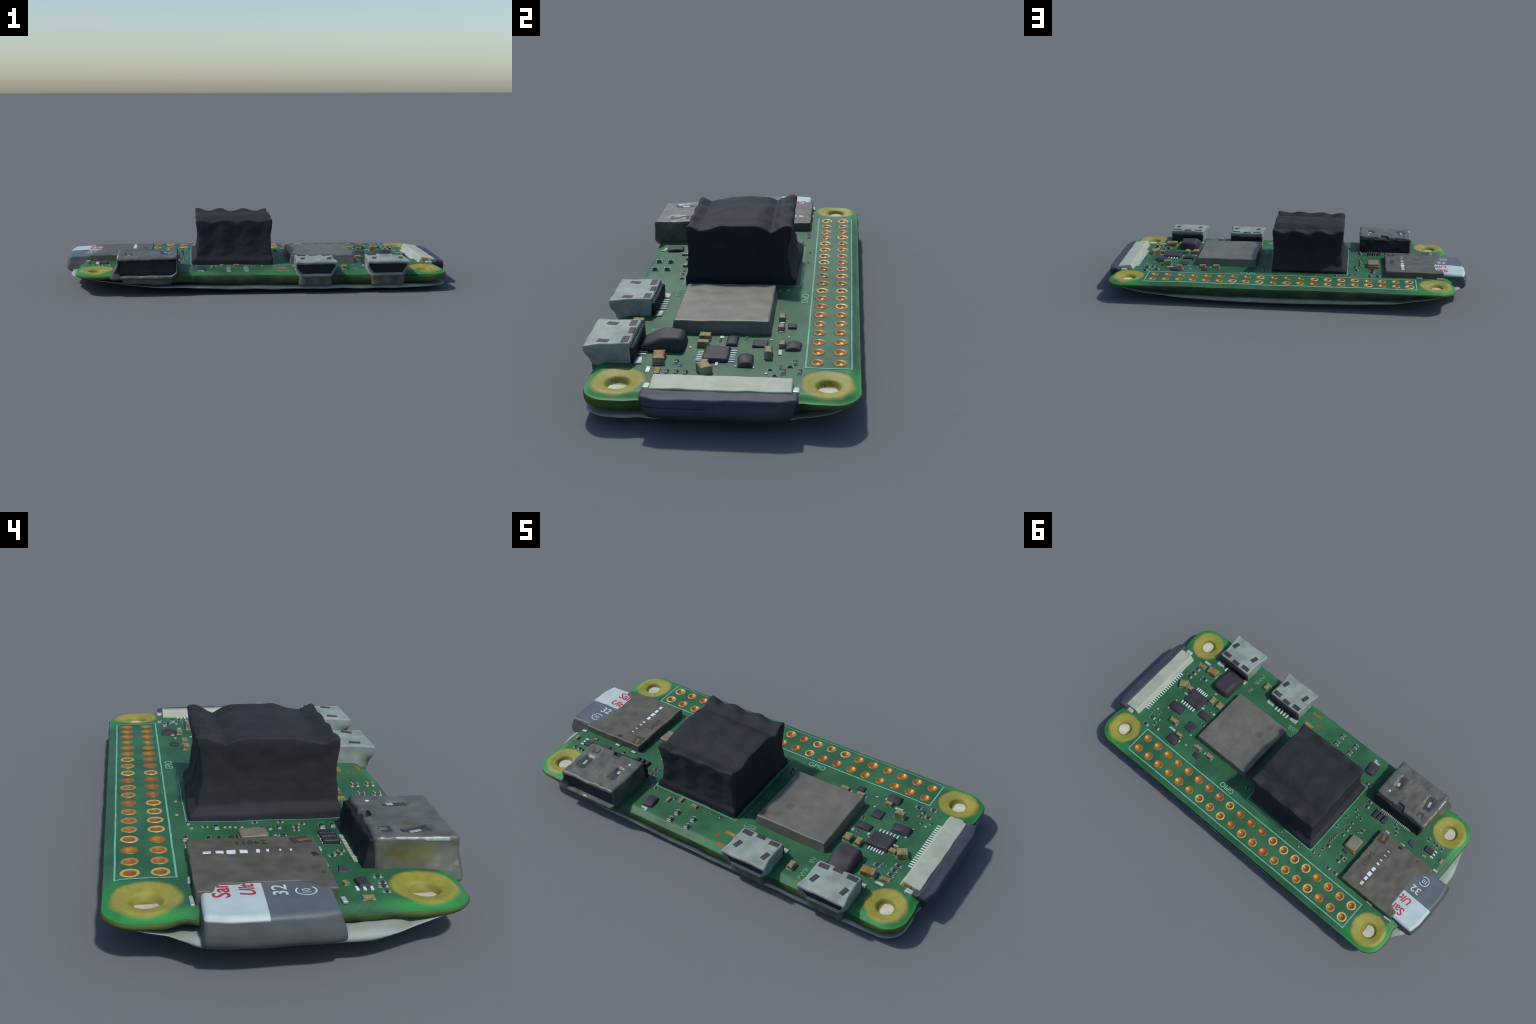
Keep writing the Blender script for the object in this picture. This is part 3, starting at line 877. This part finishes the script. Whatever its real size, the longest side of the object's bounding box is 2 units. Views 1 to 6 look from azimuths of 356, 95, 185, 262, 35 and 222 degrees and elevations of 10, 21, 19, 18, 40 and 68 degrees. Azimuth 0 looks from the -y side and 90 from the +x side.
chip(24.3, 2.1, 2.5, 1.6, 0.75, 0.05, 1, dome=.25)
chip(19.25, 0.05, 2.3, 1.25, 0.5, 0, 2, dome=.15)
chip(19.8, 3.4, 1.55, 1.7, 0.28, 0.0, 3)
chip(20.5, 7.3, 2.1, 1.75, 0.55, 0, 4, dome=.2)
chip(15.0, 6.85, 1.2, 1.0, 0.3, 0, 5)
pm = chip(22.85, -1.4, 3.3, 2.75, 0.5, 0, 6)
ch6 = chip(-28.25, -6.4, 1.6, 1.0, 0.3, 0.05, 7)
chip(-25.2, -5.45, 1.3, 0.8, 0.18, -0.2, 8, "latch")
chip(-10.95, -11.95, 1.75, 2.2, 0.5, 0.08, 9, dome=.15)
chip(-17.2, 3.3, 1.0, 0.45, 0.2, 0, 10)
arr = [chip(-16.9 - 0.95 * i, -5.75, 0.75, 1.5, 0.45, 0, 11 + i, "resist") for i in range(3)]
for i in range(3):
    for j in (-5.0, -6.55):
        for s in (-.22, .22):
            px = -16.9 - 0.95 * i + s
            V, F = rbox(px - .1, px + .1, j - .13, j + .13, zt(px, j) - .1, zt(px, j) + .12, .05, .3)
            mesh_obj("contact_pin", V, F, M["white"])
for i in range(6):
    for y0, x0, dx in ((-3.3, 24.1, -0.44), (0.5, 24.5, -0.56)):
        px = x0 + dx * i
        V, F = rbox(px - .11, px + .11, y0 - .35, y0 + .35, zt(px, y0) - .1, zt(px, y0) + .12, .05, .3)
        mesh_obj("contact_pin", V, F, M["white"])
for i in range(3):
    px = -29.25
    py = -6.95 + 0.62 * i
    V, F = rbox(px - .32, px + .32, py - .14, py + .14, zt(px, py) - .1, zt(px, py) + .14, .06, .3)
    mesh_obj("contact_pin", V, F, M["white"])
for x, y, w, d in ((-10.9, -13.45, 1.2, .4), (-10.5, -13.8, .5, .3), (22.0, 5.85, 1.3, .4), (19.45, 6.9, .5, .5), (18.6, 4.6, .3, .3), (14.0, 5.6, .35, .6), (16.5, 5.6, .35, .6),
                   (25.5, 1.1, .3, .3), (25.6, 3.1, .4, .25), (18.2, -1.3, .5, .5), (20.6, -.9, .4, .5), (26.4, -8.6, 1.3, .5), (25.0, -1.1, .9, .35), (17.9, 6.6, .4, .3), (20.8, -4.7, .4, .3), (26.9, 4.6, .35, .35)):
    V, F = rbox(x - w / 2, x + w / 2, y - d / 2, y + d / 2, zt(x, y) - .1, zt(x, y) + .1, .05, .3, lumpy(.06, 1.2, x))
    mesh_obj("solder_land", V, F, M["tin"])

def shape_coil(V):
    V = V.copy()
    t = np.clip((V[:, 2] - 3.6) / 2.1, 0, 1)
    r = np.hypot((V[:, 0] - 20.4) / 2, (V[:, 1] + 7.4) / 2.4)
    V[:, 2] -= 0.5 * np.clip(r - .5, 0, 1) ** 2 * (t > .4) + 0.5 * sm(-7.5, -9.8, V[:, 1]) * (t > .4)
    V[:, 0] = 20.4 + (V[:, 0] - 20.4) * (1.12 - 0.16 * t)
    V[:, 1] = -7.4 + (V[:, 1] + 7.4) * (1.08 - 0.12 * t)
    return lumpy(0.16, 0.5, 50)(V)
V, F = rbox(18.6, 22.1, -10.3, -5.4, 3.4, 5.45, 0.55, 0.3, shape_coil)
mesh_obj("inductor", V, F, M["chip"])

V, F = rbox(-18.6, -16.4, 0.0, 2.6, 3.5, 5.0, 0.2, 0.3, lumpy(.1, .7, 60))
xt = mesh_obj("crystal", V, F, M["crystal"])
V, F = rbox(-18.7, -16.35, 2.35, 2.72, 3.5, 4.6, 0.12, 0.3, lumpy(.06, .9, 61))
mesh_obj("crystal_rim", V, F, M["gold"], xt)

for x, y, w, d, m in ((3.5, -13.78, 1.95, 0.55, "copper"), (1.95, -12.4, 0.8, 0.8, "copper"), (3.4, -11.3, 1.7, 0.6, "gold")):
    V, F = rbox(x - w / 2, x + w / 2, y - d / 2, y + d / 2, -.1, .035, .03, .3)
    V[:, 2] += ztop(V[:, 0], V[:, 1], False)
    mesh_obj("antenna_pad", V, F, M[m])
